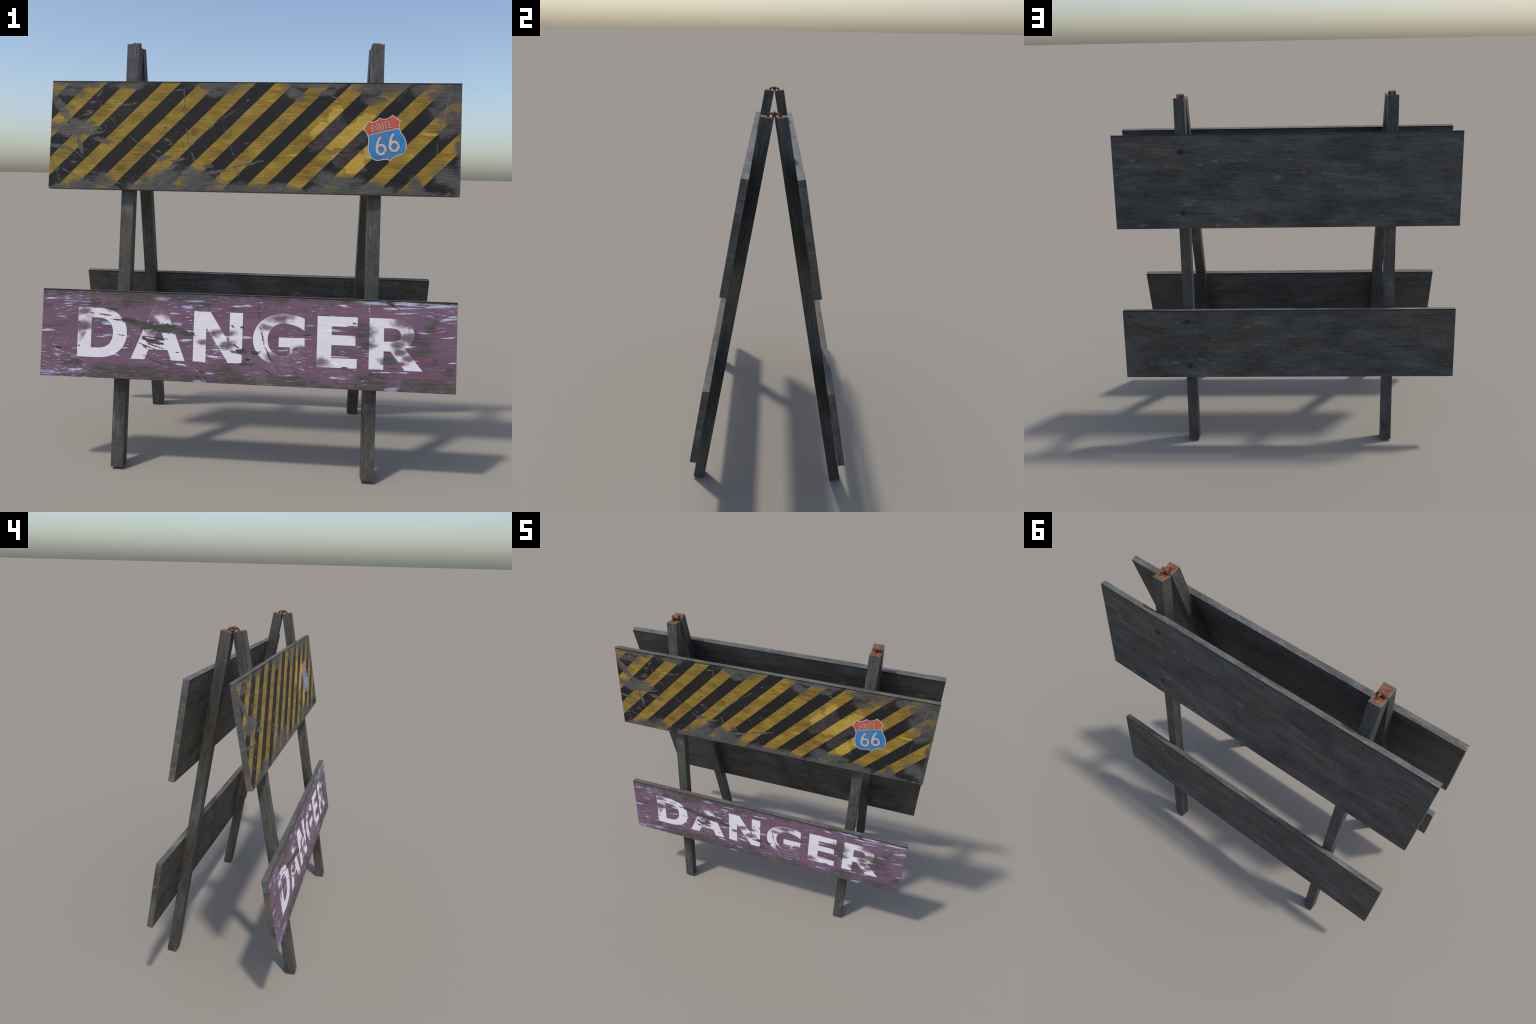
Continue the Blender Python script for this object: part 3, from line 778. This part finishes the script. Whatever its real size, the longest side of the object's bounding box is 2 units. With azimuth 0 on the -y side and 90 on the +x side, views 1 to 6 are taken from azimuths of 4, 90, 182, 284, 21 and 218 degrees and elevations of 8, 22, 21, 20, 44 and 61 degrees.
add("shield_plate", slab("shield_plate", [shape], -0.0004, 0.0010), striped, ident, [cream])
for name, sign, mat in (("shield_banner", 1, enamel("shield_red_enamel", (0.56, 0.096, 0.050), (0.36, 0.062, 0.048))),
                        ("shield_field", -1, enamel("shield_blue_enamel", (0.034, 0.225, 0.50), (0.030, 0.145, 0.36), 1))):
    for grow, lo, hi, m, label in ((0.0, 0.0009, 0.00125, navy, "shield_outline"), (0.0013, 0.0010, 0.0015, mat, name)):
        shift = up * (0.0026 + grow) * sign
        a, b = bar_a - tilt * 0.1 + shift, bar_b + tilt * 0.1 + shift
        add(label, slab(label, [clip(inset(shape, 0.0048 + grow), *((a, b) if sign > 0 else (b, a)))], lo, hi), striped, ident, [m])


def numeral(cx, cz):
    c, r = Vector((cx, cz)), 0.0195
    ring = [c + Vector((r * 0.97 * math.cos(t), r * 1.08 * math.sin(t))) for t in (2 * math.pi * i / 40 for i in range(40))]
    stem = bezier_path((cx - 0.003, cz + 0.057), ((cx - 0.014, cz + 0.046), (cx - 0.0193, cz + 0.026), (cx - 0.0190, cz + 0.002)))
    return [(ring, True), (stem, False)]


for cx, cz in ((0.598, -0.051), (0.656, -0.035)):
    add("numeral_outline", ribbons("numeral_outline", numeral(cx, cz), 0.0170, 0.0013, 0.0018), striped, ident, [navy])
    add("numeral", ribbons("numeral", numeral(cx, cz), 0.0130, 0.0016, 0.0022), striped, ident, [cream])

word_at, wide, tall, pitch = Vector((0.5575, 0.0300)), 0.0130, 0.0300, 0.0203
ARC = [(math.cos(t), math.sin(t)) for t in (math.pi / 2 - math.pi * i / 10 for i in range(11))]
SMALL = [
    [[(0, 0), (0, 1)], [(0, 1), (0.45, 1)] + [(0.45 + 0.5 * c, 0.76 + 0.24 * s) for c, s in ARC] + [(0, 0.52)], [(0.45, 0.52), (1, 0)]],
    [[(0.5 + 0.5 * math.cos(2 * math.pi * i / 24), 0.5 + 0.5 * math.sin(2 * math.pi * i / 24)) for i in range(24)]],
    [[(0, 1), (0, 0.3)] + [(0.5 - 0.5 * math.cos(math.pi * i / 10), 0.3 - 0.3 * math.sin(math.pi * i / 10)) for i in range(1, 10)] + [(1, 0.3), (1, 1)]],
    [[(0.5, 0), (0.5, 0.93)], [(0, 1), (1, 1)]],
    [[(0, 0), (0, 1)], [(0, 1), (0.9, 1)], [(0, 0.5), (0.75, 0.5)], [(0, 0), (0.9, 0)]],
]
for i, glyph in enumerate(SMALL):
    lines = [([word_at + tilt * (i * pitch * 0.97 + p[0] * wide) + up * p[1] * tall for p in line], len(line) == 24) for line in glyph]
    add("small_letter_outline", ribbons("small_letter_outline", lines, 0.0050, 0.0013, 0.0018), striped, ident, [navy])
    add("small_letter", ribbons("small_letter", lines, 0.0030, 0.0016, 0.0022), striped, ident, [cream])

# hinges
BARREL_R, BARREL_L = 0.0112, 0.0195
BARREL_Z = 2.0 - BARREL_R
for x in (-LEG_X, LEG_X):
    bm = bmesh.new()
    tube_mesh(bm, -BARREL_L, -0.0068, BARREL_R, BARREL_Z, 0.0074, 0.0016)
    tube_mesh(bm, -0.0060, 0.0060, BARREL_R, BARREL_Z)
    tube_mesh(bm, 0.0068, BARREL_L, BARREL_R, BARREL_Z, 0.0074, 0.0016)
    tube_mesh(bm, -0.0100, 0.0100, BARREL_R * 0.86, BARREL_Z)
    bmesh.ops.recalc_face_normals(bm, faces=bm.faces)
    for f in bm.faces:
        f.smooth = True
    mesh = bpy.data.meshes.new("hinge")
    bm.to_mesh(mesh)
    bm.free()
    mesh.set_sharp_from_angle(angle=math.radians(50))
    hinge = add("hinge", mesh, thing, Matrix.Translation((x, 0, 0)), [rust])
    for sign in (-1, 1):
        # leaf: thin plate let into the sawn top of the leg
        plate = timber("hinge_leaf", (0.0240, 0.0246, 0.0011), 0.0006)
        lean = Matrix.Rotation(-LEAN, 4, "X")
        local = (Matrix.Rotation(math.pi, 4, "Z") if sign > 0 else Matrix.Identity(4)) @ Matrix.Translation((0, -APEX_Y, APEX_Z)) @ lean @ Matrix.Translation((0, -0.0276, 0.0005))
        add("hinge_leaf", plate, hinge, local, [rust])
        # strap: bent bar from the barrel down to the leaf
        bm = bmesh.new()
        top = [(0.0080, 0.0066), (0.0180, 0.0066), (0.0248, 0.0060), (0.0362, -0.0100)]
        low = [(0.0080, -0.0012), (0.0150, -0.0018), (0.0185, -0.0032), (0.0250, -0.0135)]
        outline = [(y * sign, BARREL_Z + z) for y, z in top + low[::-1]]
        cx, w = 0.0060 * sign, 0.0042
        a = [bm.verts.new((cx - w, y, z)) for y, z in outline]
        b = [bm.verts.new((cx + w, y, z)) for y, z in outline]
        for i in range(len(a)):
            j = (i + 1) % len(a)
            bm.faces.new((a[i], a[j], b[j], b[i]))
        half = len(top)
        for s in (a, b):
            for i in range(half - 1):
                bm.faces.new((s[i], s[i + 1], s[-2 - i], s[-1 - i]))
        bmesh.ops.recalc_face_normals(bm, faces=bm.faces)
        bmesh.ops.bevel(bm, geom=[e for e in bm.edges if len(e.link_faces) == 2 and e.calc_face_angle(0) > 0.9], offset=0.0008, segments=2, affect="EDGES")
        mesh = bpy.data.meshes.new("hinge_strap")
        bm.to_mesh(mesh)
        bm.free()
        add("hinge_strap", mesh, hinge, Matrix.Identity(4), [rust])
